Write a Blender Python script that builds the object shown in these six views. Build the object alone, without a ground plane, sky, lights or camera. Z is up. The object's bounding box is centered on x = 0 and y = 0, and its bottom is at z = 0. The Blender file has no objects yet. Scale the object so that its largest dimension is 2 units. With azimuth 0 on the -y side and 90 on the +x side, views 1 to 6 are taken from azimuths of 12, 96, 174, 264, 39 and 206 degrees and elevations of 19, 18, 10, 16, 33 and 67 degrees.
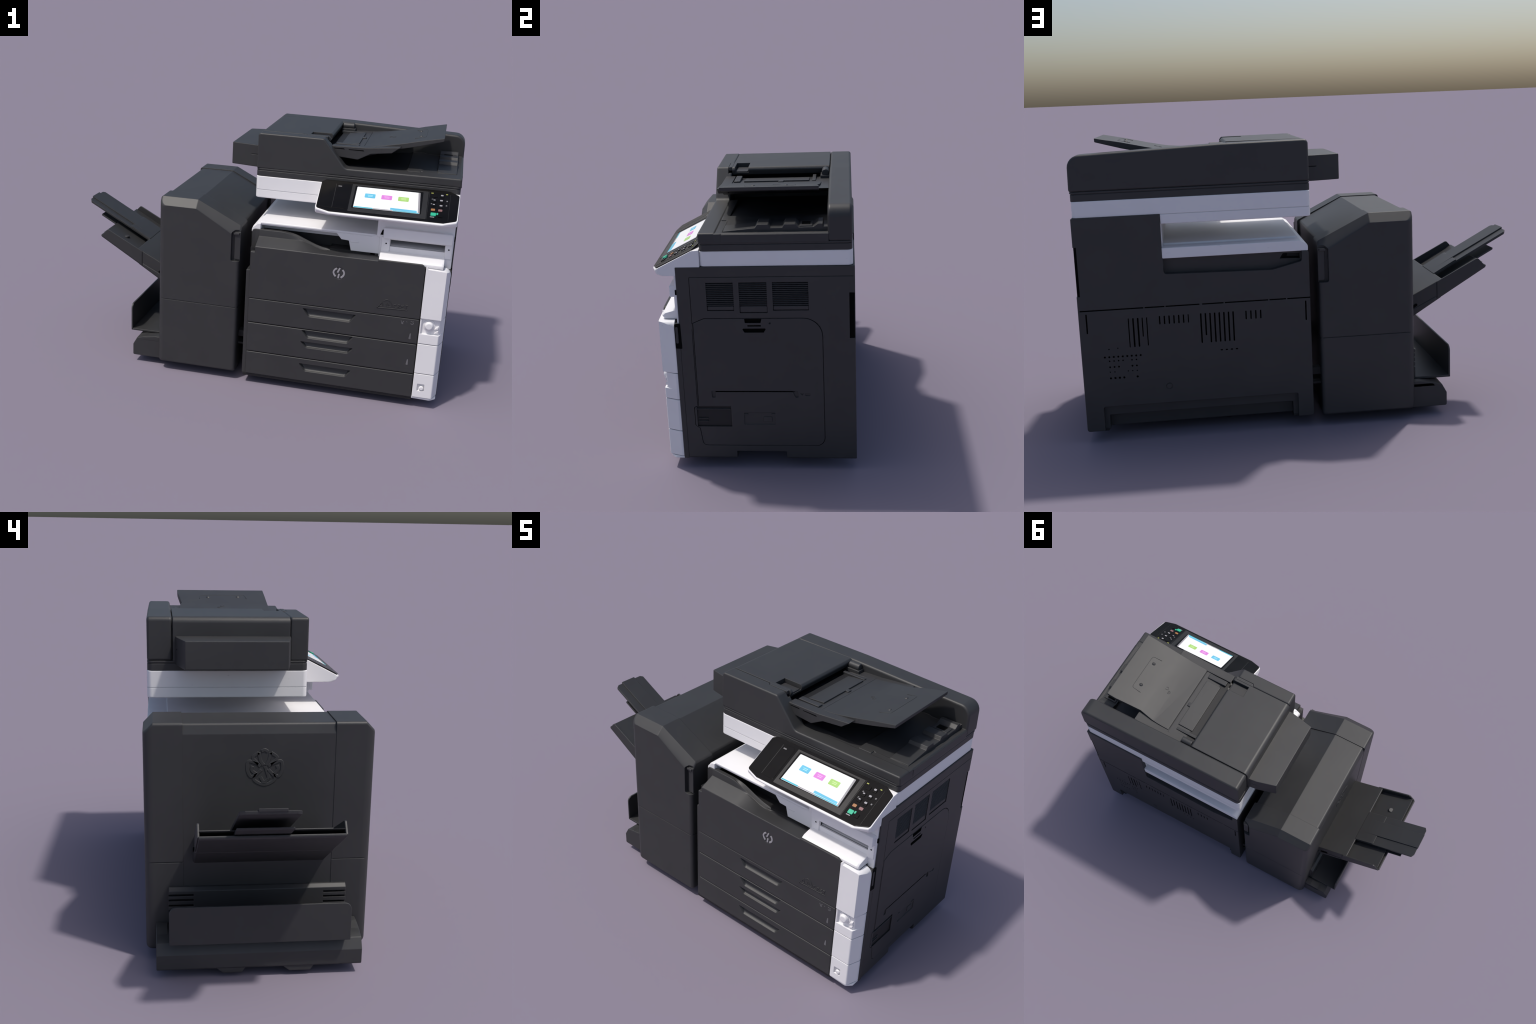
# Floor-standing multifunction office printer with a finisher on its left side.
import bpy, bmesh, math
from mathutils import Vector, Matrix

# ------------------------------------------------------------------ materials
def new_material(name):
    m = bpy.data.materials.new(name)
    m.use_nodes = True
    nt = m.node_tree
    b = nt.nodes["Principled BSDF"]
    return m, nt, b


def plastic(name, colour, rough, mottle=0.08, grain=0.0, edge=0.0, tint=(1, 1, 1), spec=0.5):
    """Moulded plastic: slightly blotchy colour, fine grain bump, softened edges."""
    m, nt, b = new_material(name)
    tc = nt.nodes.new("ShaderNodeTexCoord")
    n1 = nt.nodes.new("ShaderNodeTexNoise")
    n1.inputs["Scale"].default_value = 7.0
    n1.inputs["Detail"].default_value = 3.0
    nt.links.new(tc.outputs["Object"], n1.inputs["Vector"])
    ramp = nt.nodes.new("ShaderNodeValToRGB")
    lo = [c * (1 - mottle) for c in colour]
    hi = [c * (1 + mottle) * t for c, t in zip(colour, tint)]
    ramp.color_ramp.elements[0].position = 0.35
    ramp.color_ramp.elements[1].position = 0.65
    ramp.color_ramp.elements[0].color = (*lo, 1)
    ramp.color_ramp.elements[1].color = (*hi, 1)
    nt.links.new(n1.outputs["Fac"], ramp.inputs["Fac"])
    nt.links.new(ramp.outputs["Color"], b.inputs["Base Color"])
    b.inputs["Roughness"].default_value = rough
    b.inputs["Specular IOR Level"].default_value = spec
    normal = None
    if edge > 0:
        bev = nt.nodes.new("ShaderNodeBevel")
        bev.samples = 6
        bev.inputs["Radius"].default_value = edge
        normal = bev.outputs["Normal"]
    if grain > 0:
        n2 = nt.nodes.new("ShaderNodeTexNoise")
        n2.inputs["Scale"].default_value = 420.0
        nt.links.new(tc.outputs["Object"], n2.inputs["Vector"])
        bump = nt.nodes.new("ShaderNodeBump")
        bump.inputs["Strength"].default_value = grain
        bump.inputs["Distance"].default_value = 0.001
        nt.links.new(n2.outputs["Fac"], bump.inputs["Height"])
        if normal is not None:
            nt.links.new(normal, bump.inputs["Normal"])
        normal = bump.outputs["Normal"]
    if normal is not None:
        nt.links.new(normal, b.inputs["Normal"])
    return m


def worn_white(name):
    """White plastic with faint grey specks and short smudges."""
    m = plastic(name, (0.85, 0.84, 0.85), 0.42, 0.012, 0.05, 0.003)
    nt = m.node_tree
    b = nt.nodes["Principled BSDF"]
    src = b.inputs["Base Color"].links[0].from_socket
    tc = nt.nodes.new("ShaderNodeTexCoord")
    mp = nt.nodes.new("ShaderNodeMapping")
    mp.inputs["Scale"].default_value = (16, 16, 55)
    nt.links.new(tc.outputs["Object"], mp.inputs["Vector"])
    n = nt.nodes.new("ShaderNodeTexNoise")
    n.inputs["Scale"].default_value = 2.2
    n.inputs["Detail"].default_value = 5.0
    nt.links.new(mp.outputs["Vector"], n.inputs["Vector"])
    r = nt.nodes.new("ShaderNodeValToRGB")
    r.color_ramp.elements[0].position = 0.70
    r.color_ramp.elements[1].position = 0.80
    r.color_ramp.elements[0].color = (0, 0, 0, 1)
    r.color_ramp.elements[1].color = (0.5, 0.5, 0.5, 1)
    nt.links.new(n.outputs["Fac"], r.inputs["Fac"])
    mix = nt.nodes.new("ShaderNodeMix")
    mix.data_type = "RGBA"
    nt.links.new(r.outputs["Color"], mix.inputs["Factor"])
    nt.links.new(src, mix.inputs["A"])
    mix.inputs["B"].default_value = (0.52, 0.53, 0.56, 1)
    nt.links.new(mix.outputs["Result"], b.inputs["Base Color"])
    return m


BLACK = plastic("charcoal_plastic", (0.034, 0.034, 0.0355), 0.50, 0.05, 0.10, 0.0035, (1.0, 1.01, 0.99))
DARK = plastic("dark_recess_plastic", (0.010, 0.010, 0.011), 0.6, 0.05)
HOLE = plastic("vent_shadow_black", (0.003, 0.003, 0.003), 0.9, 0.02, spec=0.1)  # near-black base colour paints the lack of light inside openings
WHITE = worn_white("white_plastic")
GLOSS = plastic("glossy_black_panel", (0.0045, 0.004, 0.004), 0.20, 0.25, 0.0, 0.002, spec=0.18)
PANEL_GREY = plastic("dark_grey_panel", (0.022, 0.021, 0.020), 0.30, 0.12)
SILVER = plastic("silver_print", (0.32, 0.31, 0.33), 0.45, 0.05)
FAINT = plastic("faint_grey_print", (0.145, 0.143, 0.15), 0.5, 0.15)
SCREEN = plastic("screen_white", (0.93, 0.94, 0.95), 0.25, 0.01)
CYAN = plastic("cyan_icon", (0.14, 0.53, 0.74), 0.3, 0.06)
MAGENTA = plastic("magenta_icon", (0.74, 0.24, 0.70), 0.3, 0.06)
LIME = plastic("lime_icon", (0.40, 0.66, 0.18), 0.3, 0.06)
TEAL = plastic("teal_bar", (0.06, 0.48, 0.60), 0.3, 0.08)
GREEN_KEY = plastic("green_key", (0.03, 0.46, 0.27), 0.35, 0.05)
ORANGE_KEY = plastic("orange_key", (0.36, 0.16, 0.06), 0.35, 0.1)
PINK_KEY = plastic("pink_key", (0.24, 0.12, 0.12), 0.35, 0.1)
YELLOW = plastic("yellow_light", (0.42, 0.44, 0.10), 0.35, 0.1)
PALE_ICON = plastic("pale_symbol", (0.45, 0.80, 0.94), 0.3, 0.02)
PALE_PINK = plastic("pale_pink_symbol", (0.88, 0.50, 0.86), 0.3, 0.02)
PALE_LIME = plastic("pale_lime_symbol", (0.62, 0.82, 0.38), 0.3, 0.02)

# ------------------------------------------------------------------ mesh tools
def link(ob):
    bpy.context.scene.collection.objects.link(ob)
    return ob


def obj_from_bm(name, bm, mat=None):
    bmesh.ops.recalc_face_normals(bm, faces=bm.faces)
    me = bpy.data.meshes.new(name)
    bm.to_mesh(me)
    bm.free()
    ob = bpy.data.objects.new(name, me)
    if mat:
        me.materials.append(mat)
    return link(ob)


def fillet(pts, n=6):
    """2D polygon whose corners (a, b, r) are rounded with radius r."""
    out = []
    N = len(pts)
    for i, p in enumerate(pts):
        r = p[2] if len(p) > 2 else 0
        P = Vector(p[:2])
        if r <= 0:
            out.append((P.x, P.y))
            continue
        A = Vector(pts[i - 1][:2]) - P
        B = Vector(pts[(i + 1) % N][:2]) - P
        la, lb = A.length, B.length
        A.normalize(); B.normalize()
        ang = A.angle(B)
        if ang > math.pi - 0.02:
            out.append((P.x, P.y)); continue
        d = min(r / math.tan(ang / 2), la * 0.49, lb * 0.49)
        rr = d * math.tan(ang / 2)
        c = P + (A + B).normalized() * (rr / math.sin(ang / 2))
        s, e = P + A * d - c, P + B * d - c
        a0 = math.atan2(s.y, s.x); a1 = math.atan2(e.y, e.x)
        da = (a1 - a0 + math.pi) % (2 * math.pi) - math.pi
        for k in range(n + 1):
            t = a0 + da * k / n
            out.append((c.x + rr * math.cos(t), c.y + rr * math.sin(t)))
    return out


def at(axis, p, h):
    if axis == "y":
        return (p[0], h, p[1])
    if axis == "x":
        return (h, p[0], p[1])
    return (p[0], p[1], h)


def loft_bm(sections, axis=None):
    """sections: list of equal-length rings of 3D points, capped at both ends."""
    bm = bmesh.new()
    rings = [[bm.verts.new(p) for p in s] for s in sections]
    n = len(rings[0])
    for a, b in zip(rings, rings[1:]):
        for i in range(n):
            bm.faces.new((a[i], a[(i + 1) % n], b[(i + 1) % n], b[i]))
    bm.faces.new(rings[0][::-1])
    bm.faces.new(rings[-1])
    return bm


def bevel_bm(bm, w, seg=3, ang=30):
    if w <= 0:
        return
    bm.normal_update()
    es = [e for e in bm.edges if len(e.link_faces) == 2 and e.calc_face_angle(0) > math.radians(ang)]
    bmesh.ops.bevel(bm, geom=es, offset=w, segments=seg, profile=0.5, affect="EDGES", clamp_overlap=True)


def prism(name, pts, axis, a, b, mat=None, bev=0.0, seg=3, ang=30):
    P = fillet(pts)
    bm = loft_bm([[at(axis, p, a) for p in P], [at(axis, p, b) for p in P]])
    bmesh.ops.recalc_face_normals(bm, faces=bm.faces)
    bevel_bm(bm, bev, seg, ang)
    return obj_from_bm(name, bm, mat)


def box(name, x0, x1, y0, y1, z0, z1, mat=None, bev=0.0, seg=3):
    return prism(name, [(x0, z0), (x1, z0), (x1, z1), (x0, z1)], "y", y0, y1, mat, bev, seg)


def loft(name, sections, mat=None, bev=0.0, seg=3, ang=30):
    bm = loft_bm(sections)
    bmesh.ops.recalc_face_normals(bm, faces=bm.faces)
    bevel_bm(bm, bev, seg, ang)
    return obj_from_bm(name, bm, mat)


def cylinder(name, c, axis, r, a, b, mat=None, bev=0.0, n=28, r2=None):
    ring = [(c[0] + r * math.cos(2 * math.pi * k / n), c[1] + r * math.sin(2 * math.pi * k / n)) for k in range(n)]
    r2 = r if r2 is None else r2
    ring2 = [(c[0] + r2 * math.cos(2 * math.pi * k / n), c[1] + r2 * math.sin(2 * math.pi * k / n)) for k in range(n)]
    bm = loft_bm([[at(axis, p, a) for p in ring], [at(axis, p, b) for p in ring2]])
    bmesh.ops.recalc_face_normals(bm, faces=bm.faces)
    bevel_bm(bm, bev, 3, 40)
    return obj_from_bm(name, bm, mat)


def join(obs, name):
    """Merge several objects' meshes into the first one."""
    bm = bmesh.new()
    mats = []
    for o in obs:
        off = []
        for m in o.data.materials:
            if m not in mats:
                mats.append(m)
            off.append(mats.index(m))
        tmp = o.data.copy()
        for p in tmp.polygons:
            p.material_index = off[p.material_index] if off else 0
        bm.from_mesh(tmp)
        bpy.data.meshes.remove(tmp)
    me = bpy.data.meshes.new(name)
    bm.to_mesh(me); bm.free()
    for m in mats:
        me.materials.append(m)
    for o in obs:
        old = o.data
        bpy.data.objects.remove(o)
        bpy.data.meshes.remove(old)
    return link(bpy.data.objects.new(name, me))


def cut_once(ob, c, op="DIFFERENCE"):
    for solver, own in (("EXACT", False), ("EXACT", True), ("FAST", False)):
        md = ob.modifiers.new("b", "BOOLEAN")
        md.object = c
        md.operation = op
        md.solver = solver
        if solver == "EXACT":
            md.use_self = own
            md.material_mode = "TRANSFER"
        bpy.context.view_layer.update()
        dg = bpy.context.evaluated_depsgraph_get()
        me = bpy.data.meshes.new_from_object(ob.evaluated_get(dg))
        ob.modifiers.clear()
        if len(me.vertices):
            break
        bpy.data.meshes.remove(me)
    else:
        return ob
    old = ob.data
    ob.data = me
    bpy.data.meshes.remove(old)
    return ob


def cut(ob, cutters, op="DIFFERENCE"):
    if not isinstance(cutters, (list, tuple)):
        cutters = [cutters]
    if len(cutters) > 14:
        cutters = [join(list(cutters), "cutter")]
    for c in cutters:
        if not c.data.materials and ob.data.materials:
            c.data.materials.append(ob.data.materials[0])
        cut_once(ob, c, op)
        cm = c.data
        bpy.data.objects.remove(c)
        bpy.data.meshes.remove(cm)
    return ob


def taper(name, outer, inner, axis, a, b, mat=None):
    """Solid between a polygon at height a and another at height b (cutter for recesses)."""
    P, Q = fillet(outer), fillet(inner)
    return loft(name, [[at(axis, p, a) for p in P], [at(axis, p, b) for p in Q]], mat)


def smooth_path(pts, n=6):
    """Catmull-Rom through 2D points."""
    if len(pts) < 3:
        return [Vector(p) for p in pts]
    V = [Vector(p) for p in pts]
    V = [V[0] * 2 - V[1]] + V + [V[-1] * 2 - V[-2]]
    out = []
    for i in range(1, len(V) - 2):
        for k in range(n):
            t = k / n
            a, b, c, d = V[i - 1], V[i], V[i + 1], V[i + 2]
            out.append(0.5 * ((2 * b) + (c - a) * t + (2 * a - 5 * b + 4 * c - d) * t * t + (3 * b - a - 3 * c + d) * t ** 3))
    out.append(V[-2])
    return out


def stroke(name, pts, w, frame, depth, mat, sink=0.001, smooth=True, w_end=None):
    """Raised ribbon along a path in the plane frame=(origin, U, V, N)."""
    o, U, V, N = [Vector(q) for q in frame]
    P = smooth_path(pts) if smooth else [Vector(p) for p in pts]
    secs = []
    for i, p in enumerate(P):
        t = (P[min(i + 1, len(P) - 1)] - P[max(i - 1, 0)]).normalized()
        s = Vector((-t.y, t.x))
        ww = w if w_end is None else w + (w_end - w) * i / (len(P) - 1)
        ring = []
        for side, h in ((-0.5, -sink), (0.5, -sink), (0.36, depth), (-0.36, depth)):
            q = p + s * ww * side
            ring.append(o + U * q.x + V * q.y + N * h)
        secs.append(ring)
    return loft(name, secs, mat)


def smoothstep(a, b, x):
    t = max(0.0, min(1.0, (x - a) / (b - a)))
    return t * t * (3 - 2 * t)


ROOT = link(bpy.data.objects.new("multifunction_printer", None))
ROOT["label"] = "charcoal and white office copier with touch screen and side finisher"
ROOT["category"] = "office printer"


def part(ob, parent=None, angle=35):
    me = ob.data
    for p in me.polygons:
        p.use_smooth = True
    me.set_sharp_from_angle(angle=math.radians(angle))
    md = ob.modifiers.new("w", "WEIGHTED_NORMAL")
    md.keep_sharp = True
    md.weight = 80
    bpy.context.view_layer.update()
    new = bpy.data.meshes.new_from_object(ob.evaluated_get(bpy.context.evaluated_depsgraph_get()))
    ob.modifiers.clear()
    ob.data = new
    new.name = ob.name
    bpy.data.meshes.remove(me)
    ob.parent = parent or ROOT
    return ob


# =================================================================== MAIN BODY
XR = 0.9985                     # right flank of the cabinet
YB = 0.4390                     # back of the cabinet
body = prism("cabinet", [(-0.0015, 0.050, 0.012), (XR, 0.050, 0.012), (XR, 0.990), (0.628, 0.990), (0.628, 0.80), (-0.0015, 0.80, 0.012)],
             "y", -0.338, YB, BLACK, 0.004, 2)
C = []
# --- back: seam, corner slots, ventilation slots and holes
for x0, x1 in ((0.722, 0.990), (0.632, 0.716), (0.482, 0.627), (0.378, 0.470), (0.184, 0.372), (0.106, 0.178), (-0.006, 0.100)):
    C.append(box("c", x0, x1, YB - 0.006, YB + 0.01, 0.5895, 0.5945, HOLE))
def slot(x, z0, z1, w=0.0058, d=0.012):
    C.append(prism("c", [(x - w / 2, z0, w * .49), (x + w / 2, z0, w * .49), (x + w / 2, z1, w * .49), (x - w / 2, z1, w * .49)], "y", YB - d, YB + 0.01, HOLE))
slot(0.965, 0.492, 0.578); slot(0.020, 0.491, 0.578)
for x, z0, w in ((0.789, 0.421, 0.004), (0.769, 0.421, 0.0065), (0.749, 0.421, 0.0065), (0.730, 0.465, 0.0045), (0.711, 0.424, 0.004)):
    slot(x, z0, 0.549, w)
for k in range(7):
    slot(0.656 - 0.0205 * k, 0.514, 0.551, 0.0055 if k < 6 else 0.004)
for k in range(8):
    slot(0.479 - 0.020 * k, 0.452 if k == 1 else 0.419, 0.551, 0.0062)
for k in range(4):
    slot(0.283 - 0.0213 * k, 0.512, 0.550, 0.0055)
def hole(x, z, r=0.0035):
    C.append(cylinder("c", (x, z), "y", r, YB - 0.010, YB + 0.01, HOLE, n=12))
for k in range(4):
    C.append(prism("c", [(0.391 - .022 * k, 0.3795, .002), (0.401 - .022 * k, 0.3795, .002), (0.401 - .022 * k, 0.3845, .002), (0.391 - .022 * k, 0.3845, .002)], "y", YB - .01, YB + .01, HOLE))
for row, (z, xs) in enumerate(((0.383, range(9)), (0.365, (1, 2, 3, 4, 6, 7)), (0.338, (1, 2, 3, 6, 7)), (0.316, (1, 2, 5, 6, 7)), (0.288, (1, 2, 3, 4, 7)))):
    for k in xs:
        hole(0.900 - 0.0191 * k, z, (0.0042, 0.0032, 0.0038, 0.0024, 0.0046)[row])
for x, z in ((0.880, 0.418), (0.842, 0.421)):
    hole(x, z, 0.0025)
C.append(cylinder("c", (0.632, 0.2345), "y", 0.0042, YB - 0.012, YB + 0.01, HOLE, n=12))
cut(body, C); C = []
# screw boss ring
cut(body, cylinder("c", (0.632, 0.2345), "y", 0.0145, YB - 0.0022, YB + 0.01, n=28))
body_ring = part(cylinder("screw_boss", (0.632, 0.2345), "y", 0.0115, YB - 0.004, YB - 0.0002, BLACK, 0.001))
# stepped kick recess at the bottom of the back
cut(body, prism("c", [(0.067, 0.0), (0.921, 0.0), (0.921, 0.160, .008), (0.067, 0.160, .008)], "y", YB - 0.022, YB + 0.02))
cut(body, prism("c", [(0.088, 0.0), (0.900, 0.0), (0.900, 0.116, .004), (0.088, 0.116, .004)], "y", YB - 0.070, YB + 0.02))
# shallow hollow below the output opening on the back
cut(body, prism("c", [(0.626, 0.733, .012), (0.160, 0.724, .05), (0.030, 0.755, .012), (0.030, 0.90), (0.626, 0.90)], "y", YB - 0.036, YB + 0.02))
cut(body, taper("c", [(0.034, 0.762), (0.125, 0.765), (0.11, 0.788), (0.034, 0.785)], [(0.036, 0.767), (0.09, 0.770), (0.085, 0.785), (0.036, 0.784)], "y", YB - 0.034, YB - 0.060, DARK))
# --- right flank: kick notch, rear corner notch, front grip pocket
cut(body, box("c", 0.93, 1.02, -0.111, 0.119, 0.0, 0.090))
cut(body, box("c", 0.984, 1.02, 0.414, 0.46, 0.655, 0.868))
C = []
# seams of the flank panel
C.append(box("c", XR - 0.004, 1.02, -0.2800, -0.2775, 0.725, 0.942))
C.append(box("c", XR - 0.004, 1.02, -0.2815, -0.2790, 0.322, 0.70))
C.append(box("c", XR - 0.003, 1.02, -0.278, 0.432, 0.9420, 0.9445))
cut(body, C)
cut(body, box("c", 0.047, 0.6225, -0.60, -0.262, 0.7455, 0.83, DARK))
cut(body, box("c", 0.692, 0.953, -0.40, 0.05, 0.8035, 0.838, WHITE))
# louvre pockets
VENTS = ((-0.207, -0.088), (-0.063, 0.058), (0.083, 0.238))
cut(body, [box("c", XR - 0.008, 1.02, y0, y1, 0.787 if i != 1 else 0.776, 0.918, DARK) for i, (y0, y1) in enumerate(VENTS)])
# pocket that takes the flank door
DOOR = [(-0.2655, 0.119, .022), (0.297, 0.119, .04), (0.297, 0.752, .085), (-0.226, 0.752, .004), (-0.2765, 0.730, .004), (-0.2765, 0.322, .004), (-0.297, 0.318, .012), (-0.297, 0.222, .012), (-0.2765, 0.208, .006)]
cut(body, prism("c", DOOR, "x", XR - 0.010, 1.02))

def inset(poly, d):
    """Shrink a polygon towards the inside by moving each corner along its bisector."""
    out = []
    n = len(poly)
    area = sum(poly[i][0] * poly[(i + 1) % n][1] - poly[(i + 1) % n][0] * poly[i][1] for i in range(n))
    sgn = 1 if area > 0 else -1
    for i, p in enumerate(poly):
        P = Vector(p[:2]); A = (P - Vector(poly[i - 1][:2])).normalized(); B = (Vector(poly[(i + 1) % n][:2]) - P).normalized()
        na, nb = Vector((-A.y, A.x)) * sgn, Vector((-B.y, B.x)) * sgn
        bis = (na + nb).normalized()
        q = P + bis * d / max(0.35, bis.dot(na))
        out.append((q.x, q.y) + tuple(p[2:]))
    return out

part(body)
flank = prism("service_door", inset(DOOR, 0.0022), "x", XR - 0.0095, 1.0000, BLACK, 0.0015, 2)
cut(flank, [
    taper("c", [(-0.046, 0.749), (0.030, 0.749), (0.024, 0.727), (-0.044, 0.727)], [(-0.046, 0.749), (0.030, 0.749), (0.026, 0.732), (-0.044, 0.732)], "x", 1.01, 0.9893, HOLE),
    box("c", 0.990, 1.01, -0.033, 0.026, 0.713, 0.719, HOLE),
    taper("c", [(-0.060, 0.703, .004), (0.052, 0.703, .004), (0.039, 0.680, .004), (-0.049, 0.680, .004)], [(-0.056, 0.703, .004), (0.048, 0.703, .004), (0.036, 0.688, .004), (-0.046, 0.688, .004)], "x", 1.01, 0.9893, HOLE),
    cylinder("c", (0.066, 0.728), "x", 0.0045, 0.994, 1.01, n=12),
    box("c", 0.991, 1.01, -0.195, 0.166, 0.3930, 0.3985, HOLE),
    prism("c", [(-0.2105, 0.366, .003), (-0.194, 0.366, .003), (-0.192, 0.398, .004), (-0.212, 0.398, .004)], "x", 0.9945, 1.01),
    prism("c", [(0.168, 0.366, .003), (0.182, 0.366, .003), (0.178, 0.398, .004), (0.154, 0.398, .004)], "x", 0.9945, 1.01),
    prism("c", [(0.190, 0.387), (0.206, 0.387), (0.198, 0.377)], "x", 0.9965, 1.01),
    prism("c", [(0.212, 0.374, .004), (0.234, 0.374, .004), (0.234, 0.387, .004), (0.212, 0.387, .004)], "x", 0.9965, 1.01),
])
cut(flank, [prism("c", [(-0.285, 0.218), (-0.127, 0.218), (-0.127, 0.322), (-0.285, 0.322)], "x", 0.9940, 1.01, DARK),
            prism("c", [(-0.069, 0.229, .004), (0.073, 0.229, .004), (0.073, 0.289, .004), (-0.069, 0.289, .004)], "x", 0.9965, 1.01)])
part(flank)
ledge = box("door_ledge", 0.991, 1.0000, -0.290, -0.131, 0.305, 0.3085, BLACK, .001, 1); part(ledge, flank)
for z in (0.243, 0.257):
    part(box("door_rib", 0.991, 0.9985, -0.28, -0.235, z, z + 0.003, BLACK), flank)
part(prism("door_catch", [(0.018, 0.242, .003), (0.058, 0.242, .003), (0.058, 0.267, .003), (0.018, 0.267, .003)], "x", 0.993, 0.9995, BLACK, 0.001, 1), flank)
for y0 in (-0.07, 0.055):
    part(box("door_clip", 0.993, 0.9995, y0, y0 + 0.019, 0.277, 0.283, BLACK, .001, 1), flank)

# louvre slats
slat_mesh = None
for i, (y0, y1) in enumerate(VENTS):
    for k in range(12):
        z = 0.912 - 0.0088 * k
        if slat_mesh is None:
            s = prism("vent_slat", [(XR - 0.0078, -0.0012), (XR - 0.0012, -0.0034), (XR - 0.0008, -0.0010), (XR - 0.0078, 0.0022)], "y", 0, 1, BLACK)
            part(s); slat_mesh = s.data
        else:
            s = link(bpy.data.objects.new("vent_slat", slat_mesh)); s.parent = ROOT
        s.location = (0, y0, z); s.scale = (1, y1 - y0, 1)
    part(box("vent_sill", XR - 0.0078, XR - 0.0025, y0 + .001, y1 - .001, 0.7885 if i != 1 else 0.7775, 0.807, BLACK, .002, 2))
part(box("notch_dark_insert", 0.9845, XR - 0.004, 0.4150, YB - 0.003, 0.657, 0.866, HOLE))  # near-black block filling most of the rear corner notch

part(box("corner_post", 0.940, XR - 0.0005, -0.3600, -0.3375, 0.050, 0.722, BLACK, 0.002, 2))
# front right grip pocket lining
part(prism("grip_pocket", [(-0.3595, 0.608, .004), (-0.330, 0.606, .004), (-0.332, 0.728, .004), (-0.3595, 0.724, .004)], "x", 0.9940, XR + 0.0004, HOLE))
part(prism("grip_pocket_lip", [(-0.3560, 0.632, .006), (-0.3440, 0.632, .006), (-0.3440, 0.712, .006), (-0.3560, 0.712, .006)], "x", 0.9960, XR + 0.0012, BLACK, 0.001, 2))

# =================================================================== FRONT DOOR
def front_door():
    xs = [0.0195, 0.030, 0.0405, 0.041] + [0.05 + 0.0125 * k for k in range(32)] + [0.46, 0.55, 0.64, 0.6485, 0.649, 0.76, 0.850, 0.858, 0.864, 0.869, 0.8725, 0.8735]
    secs = []
    for x in xs:
        yf = -0.4305
        zt = 0.8165 - 0.070 * smoothstep(0.150, 0.400, x)          # top of the wall behind
        if x < 0.012:
            zt -= 0.018 * (1 - (x - 0.006) / 0.006 * 0.8) if x < 0.010 else 0.004
        zb = 0.783 - 0.037 * smoothstep(0.235, 0.385, x)            # top of the sloping band
        zf = 0.751
        yb2 = -0.330
        if x < 0.0407:
            zf = 0.722; zb = min(zb, 0.724)
        if x < 0.0177:
            zf = 0.60; zb = 0.70
        if x > 0.6487:                                              # plain door edge to the right
            zf = 0.757; zb = 0.757; zt = 0.757; yb2 = -0.412
            if x > 0.855:
                zf = zb = zt = 0.757 - 0.016 * ((x - 0.855) / 0.0185) ** 2.2
        yb = -0.356
        if x > 0.6487: yb = -0.414
        groove = 0.011 * smoothstep(0.16, 0.24, x) * (1 - smoothstep(0.38, 0.43, x))
        yw = max(yb + 0.004, -0.352) if x < 0.6487 else -0.413
        secs.append([(x, yf, 0.478), (x, yf, zf - 0.003), (x, yf + 0.002, zf), (x, yb - 0.004 if yb - 0.004 > yf + 0.002 else yf + 0.003, zb - 0.001),
                     (x, yb, zb), (x, yw, max(zt - 0.004, zb)), (x, yw + 0.002, zt), (x, yw + 0.009 if yw + 0.009 < yb2 else yb2 - 0.0005, zt - groove), (x, yb2, zt + groove * 0.5), (x, yb2, 0.478)])
    return loft("access_door", secs, BLACK)
door = front_door()
# shallow round dish for the emblem
cut(door, cylinder("c", (0.464, 0.664), "y", 0.0315, -0.45, -0.4292, n=40))
part(door, angle=25)
part(prism("door_cheek", [(0.003, 0.610), (0.046, 0.610), (0.046, 0.8160), (0.003, 0.8160, .016)], "y", -0.3515, -0.3305, BLACK, 0.004, 2), door)
F = ((0.464, -0.4292, 0.664), (1, 0, 0), (0, 0, 1), (0, -1, 0))
part(join([
    stroke("e", [(-0.0095, 0.0235), (-0.019, 0.0175), (-0.0262, 0.004), (-0.0225, -0.0085), (-0.0150, -0.0185)], 0.0100, F, 0.0022, SILVER),
    stroke("e", [(0.0045, 0.0265), (-0.0060, 0.0025)], 0.0092, F, 0.0022, SILVER),
    stroke("e", [(0.0175, 0.0185), (0.0250, 0.008), (0.0262, -0.003), (0.021, -0.014), (0.0115, -0.0225)], 0.0100, F, 0.0022, SILVER),
    stroke("e", [(0.0020, -0.0040), (-0.0015, -0.0260)], 0.0092, F, 0.0022, SILVER),
], "door_emblem"), door)
# raised black-on-black script near the lower right corner
F = ((0.664, -0.4305, 0.511), (1, 0, 0), (0, 0, 1), (0, -1, 0))
LET = [[(0.0, 0.0), (0.012, 0.018), (0.021, 0.031), (0.027, 0.016)], [(0.006, 0.009), (0.026, 0.011)],
       [(0.030, 0.041), (0.047, 0.047), (0.062, 0.038), (0.072, 0.020), (0.080, 0.010)],
       [(0.041, 0.026), (0.050, 0.010), (0.066, 0.012)], [(0.048, 0.030), (0.056, 0.020)],
       [(0.093, 0.030), (0.082, 0.026), (0.084, 0.014), (0.095, 0.011)],
       [(0.100, 0.011), (0.102, 0.028), (0.110, 0.026), (0.104, 0.019), (0.113, 0.011)],
       [(0.130, 0.029), (0.118, 0.027), (0.117, 0.013), (0.130, 0.011)], [(0.117, 0.020), (0.127, 0.020)],
       [(0.134, 0.031), (0.147, 0.030)], [(0.140, 0.030), (0.139, 0.012)],
       [(-0.002, 0.001), (0.070, 0.004), (0.146, 0.006)]]
part(join([stroke("t", p, 0.0045, F, 0.0018, BLACK) for p in LET], "door_script"), door)

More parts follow.
